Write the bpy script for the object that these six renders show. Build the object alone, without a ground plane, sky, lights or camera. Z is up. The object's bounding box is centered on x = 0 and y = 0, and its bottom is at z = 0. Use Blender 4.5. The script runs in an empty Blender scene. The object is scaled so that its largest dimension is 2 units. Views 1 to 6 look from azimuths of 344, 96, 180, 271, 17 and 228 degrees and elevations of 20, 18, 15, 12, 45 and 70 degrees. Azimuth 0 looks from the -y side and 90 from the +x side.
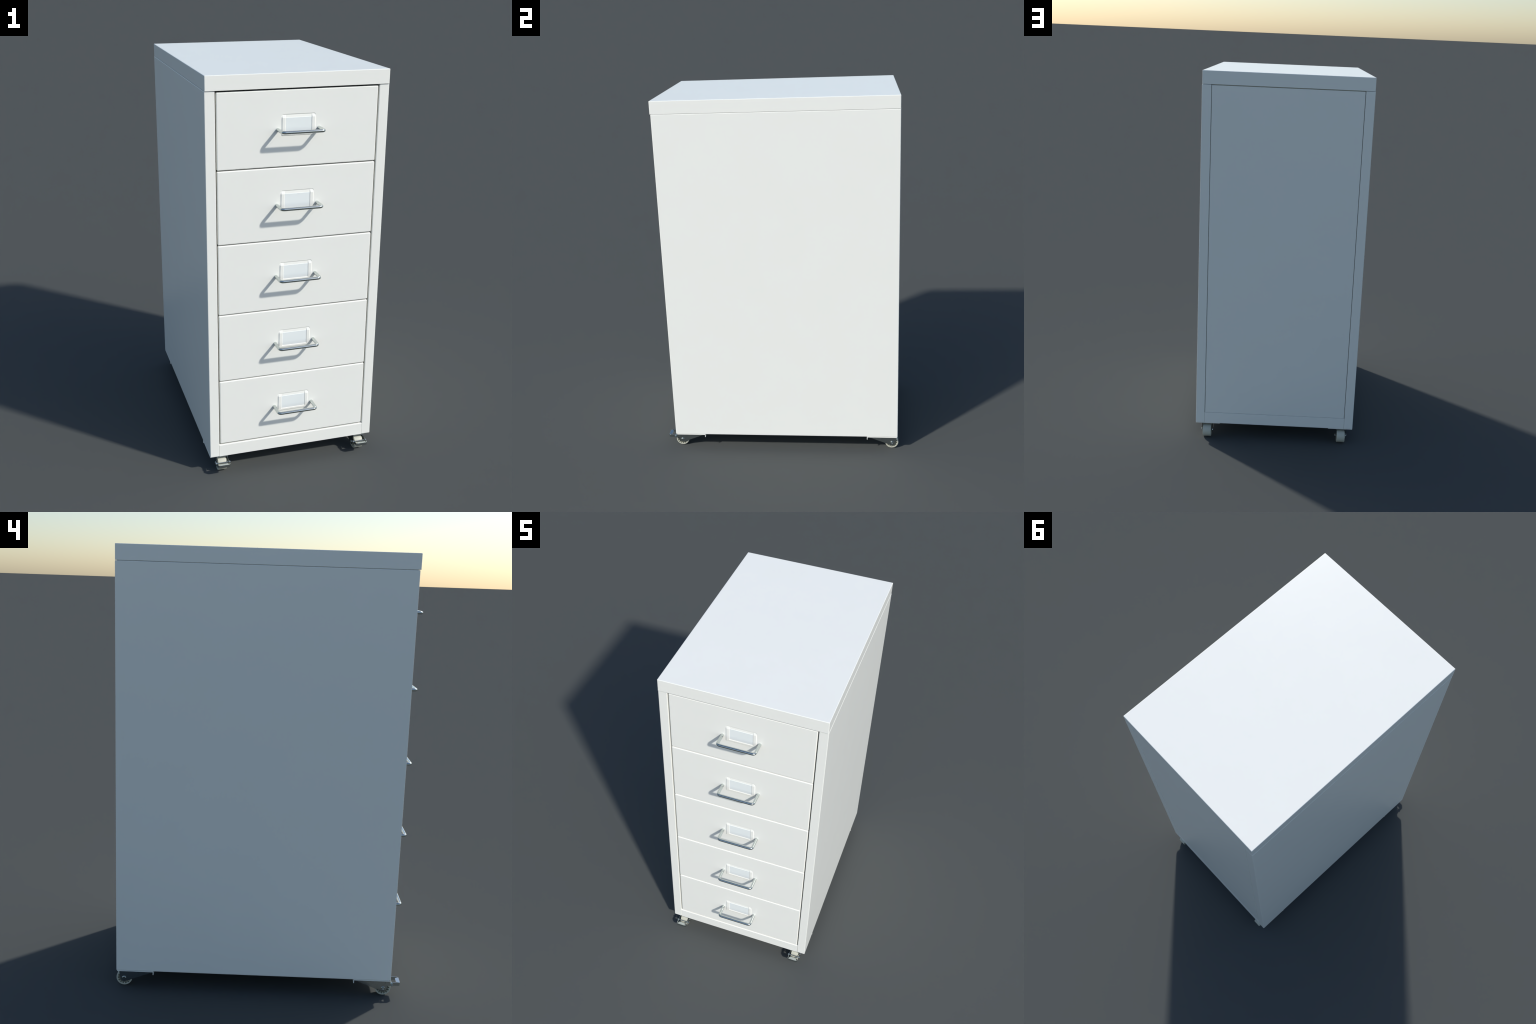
import bpy, bmesh, math
from mathutils import Vector, Matrix

# ------------------------------------------------------------------ sizes
HALF_W = 0.4338            # half width of the cabinet body
LID_HALF = 0.4328
FRONT, BACK = -0.5945, 0.6718
LID_FRONT = -0.5985
FLOOR, BODY_TOP = 0.0913, 1.9314
LID_BOTTOM, LID_TOP = 1.9328, 2.0
FLANGE_IN = 0.3862         # inner edge of the side panels' front flanges
DRAWER_TOP, PITCH, DRAWERS = 1.9253, 0.3532, 5
DRAWER_HALF, DRAWER_H = 0.3806, 0.3488
DRAWER_Y = -0.5938         # plane of the drawer fronts
HANDLE_DROP = 0.1767       # handle below the top of its drawer


# ------------------------------------------------------------------ materials
def material(name, color, rough, metallic=0.0, coat=0.0, spec=0.5,
             mottling=0.0, scale=6.0, bump=0.0, bump_scale=250.0):
    m = bpy.data.materials.new(name)
    m.use_nodes = True
    nt = m.node_tree
    b = nt.nodes["Principled BSDF"]
    b.inputs["Roughness"].default_value = rough
    b.inputs["Metallic"].default_value = metallic
    b.inputs["Coat Weight"].default_value = coat
    b.inputs["Coat Roughness"].default_value = 0.15
    b.inputs["Specular IOR Level"].default_value = spec
    tc = nt.nodes.new("ShaderNodeTexCoord")
    n = nt.nodes.new("ShaderNodeTexNoise")
    n.inputs["Scale"].default_value = scale
    n.inputs["Detail"].default_value = 4.0
    nt.links.new(tc.outputs["Object"], n.inputs["Vector"])
    r = nt.nodes.new("ShaderNodeValToRGB")
    r.color_ramp.elements[0].position = 0.35
    r.color_ramp.elements[1].position = 0.65
    lo = [c * (1 - mottling) for c in color]
    hi = [min(1, c * (1 + mottling)) for c in color]
    r.color_ramp.elements[0].color = (*lo, 1)
    r.color_ramp.elements[1].color = (*hi, 1)
    nt.links.new(n.outputs["Fac"], r.inputs["Fac"])
    nt.links.new(r.outputs["Color"], b.inputs["Base Color"])
    if bump:
        n2 = nt.nodes.new("ShaderNodeTexNoise")
        n2.inputs["Scale"].default_value = bump_scale
        nt.links.new(tc.outputs["Object"], n2.inputs["Vector"])
        bp = nt.nodes.new("ShaderNodeBump")
        bp.inputs["Strength"].default_value = bump
        bp.inputs["Distance"].default_value = 0.0005
        nt.links.new(n2.outputs["Fac"], bp.inputs["Height"])
        nt.links.new(bp.outputs["Normal"], b.inputs["Normal"])
    return m


PAINT = material("white_enamel_paint", (0.982, 0.984, 0.922), 0.25, mottling=0.004, scale=5)
LABEL = material("label_card", (0.92, 0.968, 0.955), 0.22, mottling=0.006, scale=9)
CHROME = material("chromed_wire", (0.59, 0.63, 0.61), 0.10, metallic=1.0, mottling=0.015, scale=20)
STEEL = material("zinc_plated_steel", (0.55, 0.585, 0.575), 0.2, metallic=1.0, mottling=0.04, scale=60)
NYLON = material("cream_nylon", (0.60, 0.60, 0.50), 0.45, mottling=0.015, scale=40)


# ------------------------------------------------------------------ mesh helpers
def finish(name, bm, mat, bevel=0.0, segments=3, angle=35, smooth_angle=35, choose=None):
    """bmesh -> mesh, with rounded edges whose flat faces keep flat shading."""
    bmesh.ops.recalc_face_normals(bm, faces=bm.faces)
    if choose:                                # round only the chosen edges
        weight = bm.edges.layers.float.new("bevel_weight_edge")
        for e in bm.edges:
            a, b = e.verts[0].co, e.verts[1].co
            e[weight] = choose((a + b) / 2, (b - a).normalized())
            e.smooth = e[weight] > 0
    me = bpy.data.meshes.new(name)
    bm.to_mesh(me)
    bm.free()
    me.materials.append(mat)
    for p in me.polygons:
        p.use_smooth = True
    if bevel:
        ob = bpy.data.objects.new("helper", me)
        bpy.context.scene.collection.objects.link(ob)
        md = ob.modifiers.new("bevel", "BEVEL")
        md.width, md.segments = bevel, segments
        md.limit_method, md.angle_limit = "ANGLE", math.radians(angle)
        if choose:
            md.limit_method = "WEIGHT"
        md.harden_normals = True
        md.use_clamp_overlap = True
        dg = bpy.context.evaluated_depsgraph_get()
        out = bpy.data.meshes.new_from_object(ob.evaluated_get(dg))
        bpy.data.objects.remove(ob)
        bpy.data.meshes.remove(me)
        out.name = name
        return out
    me.set_sharp_from_angle(angle=math.radians(smooth_angle))
    return me


def add_box(bm, x0, x1, y0, y1, z0, z1):
    v = [bm.verts.new((x, y, z)) for z in (z0, z1) for y in (y0, y1) for x in (x0, x1)]
    for f in ((0, 2, 3, 1), (4, 5, 7, 6), (0, 1, 5, 4), (2, 6, 7, 3), (0, 4, 6, 2), (1, 3, 7, 5)):
        bm.faces.new([v[i] for i in f])


def add_prism(bm, outline, axis, a, b):
    """Extrude a 2D outline along an axis from a to b."""
    def place(p, t):
        return {"x": (t, p[0], p[1]), "y": (p[0], t, p[1]), "z": (p[0], p[1], t)}[axis]
    lo = [bm.verts.new(place(p, a)) for p in outline]
    hi = [bm.verts.new(place(p, b)) for p in outline]
    n = len(outline)
    bm.faces.new(lo)
    bm.faces.new(hi[::-1])
    for i in range(n):
        bm.faces.new((lo[i], hi[i], hi[(i + 1) % n], lo[(i + 1) % n]))


def add_lathe(bm, profile, steps, closed=False, center=(0, 0, 0)):
    """Turn a profile of (x, radius) about the x axis."""
    cx, cy, cz = center
    rings = []
    for x, r in profile:
        if r < 1e-6:
            rings.append([bm.verts.new((cx + x, cy, cz))])
        else:
            rings.append([bm.verts.new((cx + x, cy + r * math.cos(2 * math.pi * k / steps),
                                        cz + r * math.sin(2 * math.pi * k / steps))) for k in range(steps)])
    pairs = list(zip(rings, rings[1:] + ([rings[0]] if closed else [])))
    if not closed:
        pairs = pairs[:len(rings) - 1]
    for a, b in pairs:
        for k in range(steps):
            j = (k + 1) % steps
            if len(a) == 1:
                bm.faces.new((a[0], b[k], b[j]))
            elif len(b) == 1:
                bm.faces.new((a[k], a[j], b[0]))
            else:
                bm.faces.new((a[k], a[j], b[j], b[k]))


def add_tube(bm, path, radius, steps=20):
    rings = []
    for i, p in enumerate(path):
        t = (path[min(i + 1, len(path) - 1)] - path[max(i - 1, 0)]).normalized()
        u = Vector((0, 0, 1))
        s = t.cross(u).normalized()
        rings.append([bm.verts.new(p + radius * (math.cos(2 * math.pi * k / steps) * s +
                                                 math.sin(2 * math.pi * k / steps) * u)) for k in range(steps)])
    for a, b in zip(rings, rings[1:]):
        for k in range(steps):
            bm.faces.new((a[k], a[(k + 1) % steps], b[(k + 1) % steps], b[k]))
    bm.faces.new(rings[0][::-1])
    bm.faces.new(rings[-1])


def arc(cx, cy, r, a0, a1, n):
    return [(cx + r * math.cos(math.radians(a0 + (a1 - a0) * i / n)),
             cy + r * math.sin(math.radians(a0 + (a1 - a0) * i / n))) for i in range(n + 1)]


def place(name, mesh, parent, loc=(0, 0, 0)):
    ob = bpy.data.objects.new(name, mesh)
    bpy.context.scene.collection.objects.link(ob)
    ob.parent = parent
    ob.location = loc
    return ob


# ------------------------------------------------------------------ the thing
cabinet = bpy.data.objects.new("drawer_cabinet", None)
bpy.context.scene.collection.objects.link(cabinet)
cabinet["label"] = "tall white metal cabinet with five drawers on casters"
cabinet["category"] = "drawer unit"

# ---- lid: a folded tray turned upside down
bm = bmesh.new()
add_box(bm, -LID_HALF, LID_HALF, LID_FRONT, BACK - 0.0002, LID_BOTTOM, LID_TOP)
bm.normal_update()
under = min(bm.faces, key=lambda f: f.calc_center_median().z)
bmesh.ops.inset_region(bm, faces=[under], thickness=0.012, use_even_offset=True)
bmesh.ops.translate(bm, verts=under.verts, vec=(0, 0, 0.055))
place("lid", finish("lid", bm, PAINT, bevel=0.0028,
                    choose=lambda m, d: 1.0 if m.z > 1.999 or (abs(d.z) > 0.9 and abs(m.x) > LID_HALF - 0.001) else 0.15), cabinet)

# ---- side panels: a sheet folded round to narrow flanges front and back
T = 0.006
bm = bmesh.new()
outline = [(HALF_W, FRONT), (HALF_W, BACK), (FLANGE_IN, BACK), (FLANGE_IN, BACK - 0.022),
           (FLANGE_IN + T, BACK - 0.022), (FLANGE_IN + T, BACK - T), (HALF_W - T, BACK - T),
           (HALF_W - T, FRONT + T), (FLANGE_IN + T, FRONT + T), (FLANGE_IN + T, FRONT + 0.026),
           (FLANGE_IN, FRONT + 0.026), (FLANGE_IN, FRONT)]
add_prism(bm, outline, "z", FLOOR, BODY_TOP)
side = finish("side_panel", bm, PAINT, bevel=0.0030)
place("side_panel", side, cabinet)
bm = bmesh.new()
add_prism(bm, [(-x, y) for x, y in outline], "z", FLOOR, BODY_TOP)
place("side_panel", finish("side_panel", bm, PAINT, bevel=0.0030), cabinet)

# ---- frame inside the top that the lid sits on: closes the joint
bm = bmesh.new()
xo, yo0, yo1 = HALF_W - T - 0.002, FRONT + T + 0.002, BACK - T - 0.002
for x0, x1, y0, y1 in ((-xo, -xo + 0.004, yo0, yo1), (xo - 0.004, xo, yo0, yo1), (-xo + 0.0045, xo - 0.0045, yo1 - 0.020, yo1 - 0.016)):
    add_box(bm, x0, x1, y0, y1, 1.915, 1.950)
place("top_frame", finish("top_frame", bm, PAINT), cabinet)

# ---- back panel, lower rails and floor
bm = bmesh.new()
add_box(bm, -0.3836, 0.3836, BACK - 0.014, BACK - 0.0012, 0.1535, 1.9285)
add_box(bm, -FLANGE_IN + 0.0004, FLANGE_IN - 0.0004, BACK - 0.0165, BACK - 0.0145, 0.1525, 1.9305)
place("back_panel", finish("back_panel", bm, PAINT, bevel=0.0012, segments=2), cabinet)
bm = bmesh.new()
add_box(bm, -FLANGE_IN + 0.0006, FLANGE_IN - 0.0006, FRONT - 0.0002, FRONT + 0.036, FLOOR + 0.0003, 0.1575)
place("bottom_rail", finish("bottom_rail", bm, PAINT, bevel=0.0042, segments=2,
                            choose=lambda m, d: 1.0 if m.z > 0.15 and abs(d.x) > 0.9 else 0.0), cabinet)
bm = bmesh.new()
add_box(bm, -FLANGE_IN + 0.0006, FLANGE_IN - 0.0006, BACK - 0.030, BACK - 0.0004, FLOOR + 0.0003, 0.1522)
place("bottom_rail", finish("bottom_rail", bm, PAINT, bevel=0.0012, segments=2,
                            choose=lambda m, d: 1.0 if m.z > 0.14 and abs(d.x) > 0.9 else 0.0), cabinet)
bm = bmesh.new()
add_box(bm, -HALF_W + T + 0.001, HALF_W - T - 0.001, FRONT + 0.040, BACK - 0.034, FLOOR + 0.002, FLOOR + 0.010)
place("floor_panel", finish("floor_panel", bm, PAINT), cabinet)

# ---- white mounting plates with a lip turned down, one under each corner
def mounting_plate(sx, sy):
    y_out = (BACK - 0.0035) if sy > 0 else (FRONT + 0.0065)
    y_in = 0.500 if sy > 0 else -0.4225
    x0, x1 = sorted((sx * 0.300, sx * (HALF_W - 0.0004)))
    z1, z0 = FLOOR - 0.0004, FLOOR - 0.0045
    d = -sy
    prof = [(y_out, z1), (y_out, z0), (y_in - d * 0.0036, z0), (y_in - d * 0.0036, 0.0730),
            (y_in, 0.0730), (y_in, z1)]
    b = bmesh.new()
    add_prism(b, prof, "x", x0, x1)
    return finish("mounting_plate", b, PAINT, bevel=0.0010, segments=2)


for sx in (-1, 1):
    for sy in (-1, 1):
        place("mounting_plate", mounting_plate(sx, sy), cabinet)

# ------------------------------------------------------------------ drawers
# label holder: pressed relief, height above the drawer face as a rule of (x, z)
HX, HZ0, HZ1 = 0.0810, -0.0305, 0.0680        # outline, relative to handle height
WX, WZ0, WZ1 = 0.0635, -0.0185, 0.0530        # window
PATCH_X, PATCH_Z0, PATCH_Z1 = 0.0860, -0.0350, 0.0730


def ramp(t):
    t = max(0.0, min(1.0, t))
    return t * t * (3 - 2 * t)


def rounded_distance(x, z, hx, z0, z1, r_top, r_bottom):
    cz, hz = (z0 + z1) / 2, (z1 - z0) / 2
    r = r_top if z > cz else r_bottom
    qx, qz = abs(x) - hx + r, abs(z - cz) - hz + r
    return math.hypot(max(qx, 0), max(qz, 0)) + min(max(qx, qz), 0) - r


def relief(x, z):
    raised, groove, sink = 0.0027, 0.0021, 0.0021
    side = max(abs(x) - HX, HZ0 - z)                        # left, right and lower edges stand proud
    d = rounded_distance(x, z, HX, HZ0, HZ1, 0.009, 0.0015)
    h = raised * ramp(-side / 0.0038)
    start = 0.028 + 0.023 * ramp((abs(x) - WX + 0.0028) / 0.0028)                # upper edge dips in,
    h -= (raised + groove) * max(0.0, min(1.0, (z - start) / (HZ1 - 0.002 - start)))   # late at the sides
    h *= ramp(-d / 0.0030)
    # window: sunk at the sides and below, running out flat towards the top
    w = rounded_distance(x, z, WX, WZ0, WZ1 + 0.012, 0.004, 0.002)
    h -= sink * ramp(-w / 0.0028) * max(0.0, min(1.0, (0.0446 - z) / 0.0166))
    return h


def label_holder_mesh():
    b = bmesh.new()
    nx, nz = 172, 108
    grid = []
    for j in range(nz + 1):
        z = PATCH_Z0 + (PATCH_Z1 - PATCH_Z0) * j / nz
        row = []
        for i in range(nx + 1):
            x = -PATCH_X + 2 * PATCH_X * i / nx
            edge = i in (0, nx) or j in (0, nz)
            row.append(b.verts.new((x, 0.0 if edge else -relief(x, z), z)))
        grid.append(row)
    for j in range(nz):
        for i in range(nx):
            b.faces.new((grid[j][i], grid[j][i + 1], grid[j + 1][i + 1], grid[j + 1][i]))
    # folded rim so the pressing has a body behind the sheet
    edges = [e for e in b.edges if e.is_boundary]
    ext = bmesh.ops.extrude_edge_only(b, edges=edges)
    bmesh.ops.translate(b, verts=[v for v in ext["geom"] if isinstance(v, bmesh.types.BMVert)], vec=(0, 0.007, 0))
    return finish("label_holder", b, PAINT, smooth_angle=60)


def drawer_mesh():
    """Front folded from sheet with a window for the pressed label holder, tray behind."""
    b = bmesh.new()
    top, bot = HANDLE_DROP, HANDLE_DROP - DRAWER_H     # z relative to the handle
    add_box(b, -DRAWER_HALF, DRAWER_HALF, 0.0, 0.022, bot, top)
    front = finish("front", b, PAINT, bevel=0.0050, segments=3)
    a = bpy.data.objects.new("helper", front)
    bpy.context.scene.collection.objects.link(a)
    b = bmesh.new()
    add_box(b, -PATCH_X, PATCH_X, -0.01, 0.015, PATCH_Z0, PATCH_Z1)
    c = bpy.data.objects.new("helper_cut", finish("cut", b, PAINT))
    bpy.context.scene.collection.objects.link(c)
    md = a.modifiers.new("cut", "BOOLEAN")
    md.operation, md.object, md.solver = "DIFFERENCE", c, "EXACT"
    dg = bpy.context.evaluated_depsgraph_get()
    me = bpy.data.meshes.new_from_object(a.evaluated_get(dg))
    bpy.data.objects.remove(a)
    bpy.data.objects.remove(c)
    # flat-shade the big planes, keep the rounded edges smooth
    b = bmesh.new()
    b.from_mesh(me)
    for f in b.faces:
        f.smooth = True
    for e in b.edges:
        if len(e.link_faces) == 2:
            e.smooth = e.calc_face_angle(0) < math.radians(40)
    for x0, x1, y0, y1, z0, z1 in (
            (-0.366, -0.362, 0.0225, 1.18, bot + 0.02, top - 0.06), (0.362, 0.366, 0.0225, 1.18, bot + 0.02, top - 0.06),
            (-0.3615, 0.3615, 0.0225, 1.18, bot + 0.02, bot + 0.024), (-0.366, 0.366, 1.1805, 1.1845, bot + 0.02, top - 0.06)):
        add_box(b, x0, x1, y0, y1, z0, z1)
    out = bpy.data.meshes.new("drawer")
    b.to_mesh(out)
    b.free()
    if not out.materials:
        out.materials.append(PAINT)
    # normals: weighted by face area so the flat front stays flat
    ob = bpy.data.objects.new("helper", out)
    bpy.context.scene.collection.objects.link(ob)
    wn = ob.modifiers.new("wn", "WEIGHTED_NORMAL")
    wn.keep_sharp = True
    dg = bpy.context.evaluated_depsgraph_get()
    final = bpy.data.meshes.new_from_object(ob.evaluated_get(dg))
    bpy.data.objects.remove(ob)
    final.name = "drawer"
    return final


def handle_mesh():
    hw, reach, r = 0.0982, 0.0763, 0.014     # wire bent into a U
    pts = [Vector((-hw, 0.012, 0))]
    pts += [Vector((x, y, 0)) for x, y in arc(-hw + r, -reach + r, r, 180, 270, 10)]
    pts += [Vector((x, y, 0)) for x, y in arc(hw - r, -reach + r, r, 270, 360, 10)]
    pts += [Vector((hw, 0.012, 0))]
    b = bmesh.new()
    add_tube(b, pts, 0.0079)
    return finish("handle", b, CHROME, smooth_angle=60)


def label_mesh():
    b = bmesh.new()
    add_box(b, -WX + 0.0026, WX - 0.0026, -0.0009, 0.0010, WZ0 + 0.0026, WZ1 - 0.0015)
    return finish("label_card", b, LABEL, bevel=0.0004, segments=2)


drawer_me, handle_me, holder_me, label_me = drawer_mesh(), handle_mesh(), label_holder_mesh(), label_mesh()
for i in range(DRAWERS):
    d = place("drawer", drawer_me, cabinet, (0, DRAWER_Y, DRAWER_TOP - PITCH * i - HANDLE_DROP))
    place("handle", handle_me, d)
    place("label_holder", holder_me, d)
    place("label_card", label_me, d)

# ------------------------------------------------------------------ casters
R, AXLE_Z = 0.0370, 0.0370
FORK_IN, FORK_OUT = 0.0258, 0.0283


def wheel_mesh():
    b = bmesh.new()
    h = 0.0226
    prof = [(h, 0.0305)] + [(x, y) for x, y in arc(h - 0.003, R - 0.003, 0.003, 0, 90, 4)]
    right = [(0.0225, 0.0042), (0.0225, 0.0110), (0.0050, 0.0115), (0.0050, 0.0300)] + prof
    profile = [(0.0225, 0.0)] + right
    profile = profile + [(-x, r) for x, r in reversed(profile)]
    add_lathe(b, profile, 56)
    spokes = 14
    for s in (-1, 1):
        for k in range(spokes):
            m = Matrix.Rotation(2 * math.pi * (k + 0.3) / spokes, 4, "X")
            n0 = len(b.verts)
            x0, x1 = sorted((s * 0.0045, s * 0.0215))
            add_box(b, x0, x1, 0.0245, 0.0312, -0.0020, 0.0020)
            b.verts.ensure_lookup_table()
            bmesh.ops.transform(b, matrix=m, verts=b.verts[n0:])
    return finish("wheel", b, NYLON, smooth_angle=40)


def fork_mesh(out):
    """Pressed fork: two cheeks and a top bridge. 'out' = +1 points to +y."""
    b = bmesh.new()
    r, top = 0.0165, 0.0860 - AXLE_Z
    def tangent(px, pz):                     # tangent angles from a point to the eye circle
        d = math.hypot(px, pz)
        return math.degrees(math.atan2(pz, px)), math.degrees(math.acos(r / d))
    a_out, t_out = tangent(0.0260, top)
    a_in, t_in = tangent(-0.1720, top)
    a0, a1 = a_out - t_out, a_in + t_in - 360
    shape = [(-0.1720, top), (0.0260, top)] + arc(0, 0, r, a0, a1, 16)
    shape = [(out * y, z) for y, z in shape]
    for s in (-1, 1):
        add_prism(b, shape, "x", s * FORK_IN, s * FORK_OUT)
    y0, y1 = sorted((out * -0.1720, out * 0.0260))
    add_box(b, -FORK_IN, FORK_IN, y0, y1, top - 0.0025, top)
    # wider seat plate against the mounting plate
    y0, y1 = sorted((out * -0.13, out * 0.0200))
    add_box(b, -0.036, 0.036, y0, y1, top + 0.0002, top + 0.0007)
    return finish("caster", b, STEEL, bevel=0.0005, segments=2)


def axle_mesh():
    """Axle pin: flat rounded head on one end, riveted collar on the other."""
    b = bmesh.new()
    head = [(FORK_OUT - 0.0005, 0.0104)] + [(x, r) for x, r in arc(FORK_OUT + 0.0012, 0.0076, 0.0028, 90, 0, 5)]
    add_lathe(b, [(-FORK_OUT, 0.0), (-FORK_OUT, 0.0038), (FORK_OUT - 0.0005, 0.0038)] + head + [(FORK_OUT + 0.0043, 0.0)], 28)
    add_lathe(b, [(-x, r) for x, r in arc(FORK_OUT + 0.0010, 0.0070, 0.0022, 0, 330, 11)], 28, closed=True)
    add_lathe(b, [(-FORK_OUT + 0.001, 0.0042), (-FORK_OUT - 0.0026, 0.0040), (-FORK_OUT - 0.0040, 0.0028),
                  (-FORK_OUT - 0.0046, 0.0)], 20)
    return finish("axle", b, CHROME, smooth_angle=50)


# brake pedal, relative to the wheel centre; the pedal points to -y
HINGE_Y, HINGE_Z = -0.0395, 0.0215
TIP_Y, PED_HALF = -0.0775, 0.0310


def brake_mesh():
    b = bmesh.new()
    t, c = 0.0022, 0.0100
    outer = [(-PED_HALF, HINGE_Y)] + arc(-PED_HALF + c, TIP_Y + c, c, 180, 270, 6) + \
        arc(PED_HALF - c, TIP_Y + c, c, 270, 360, 6) + [(PED_HALF, HINGE_Y)]
    inner = [(PED_HALF - t, HINGE_Y)] + arc(PED_HALF - c, TIP_Y + c, c - t, 360, 270, 6) + \
        arc(-PED_HALF + c, TIP_Y + c, c - t, 270, 180, 6) + [(-PED_HALF + t, HINGE_Y)]
    add_prism(b, outer + inner, "z", HINGE_Z - 0.0060, HINGE_Z + 0.0095)
    # foot plate: folded back from the pedal's top edge with rounded rear corners
    w, zt = PED_HALF - 0.0085, HINGE_Z + 0.0088
    plate = [(-w, TIP_Y + 0.001), (w, TIP_Y + 0.001)] + arc(w - 0.010, TIP_Y + 0.008, 0.010, 0, 80, 5) + \
        arc(-w + 0.010, TIP_Y + 0.008, 0.010, 100, 180, 5)
    add_prism(b, plate, "z", zt - 0.0022, zt)
    # lever cheeks running back beside the wheel
    for s in (-1, 1):
        cheek = [(HINGE_Y - 0.004, HINGE_Z - 0.006), (HINGE_Y - 0.004, HINGE_Z + 0.006), (HINGE_Y + 0.012, HINGE_Z + 0.014),
                 (HINGE_Y + 0.030, HINGE_Z + 0.014), (HINGE_Y + 0.031, HINGE_Z - 0.003),
                 (HINGE_Y + 0.022, HINGE_Z - 0.008), (HINGE_Y + 0.010, HINGE_Z - 0.008)]
        add_prism(b, cheek, "x", s * (FORK_OUT + 0.0004), s * (FORK_OUT + 0.0022))
    # hinge rod and rolled eyes
    add_lathe(b, [(-0.0315, 0.0), (-0.0315, 0.0027), (0.0315, 0.0027), (0.0315, 0.0)], 14, center=(0, HINGE_Y, HINGE_Z))
    for s in (-1, 1):
        x0, x1 = s * 0.0300, s * 0.0375
        add_lathe(b, [(x0, 0.0030), (x0, 0.0066), (x1, 0.0066), (x1, 0.0030)], 20, closed=True,
                  center=(0, HINGE_Y, HINGE_Z))
    return finish("brake_pedal", b, CHROME, bevel=0.0004, segments=2, angle=40)


wheel_me, axle_me, brake_me = wheel_mesh(), axle_mesh(), brake_mesh()
fork_front, fork_back = fork_mesh(-1), fork_mesh(1)
for sx in (-1, 1):
    for sy, y in ((-1, -0.5655), (1, 0.6415)):
        fork = place("caster", fork_front if sy < 0 else fork_back, cabinet, (sx * 0.3718, y, AXLE_Z))
        w = place("wheel", wheel_me, fork)
        w.rotation_euler.x = 0.4 * sx + 0.9 * sy
        axle = place("axle", axle_me, fork)
        axle.rotation_euler.z = math.pi if sy > 0 else 0.0   # nuts sit on opposite sides front and back
        if sy < 0:
            place("brake_pedal", brake_me, fork)
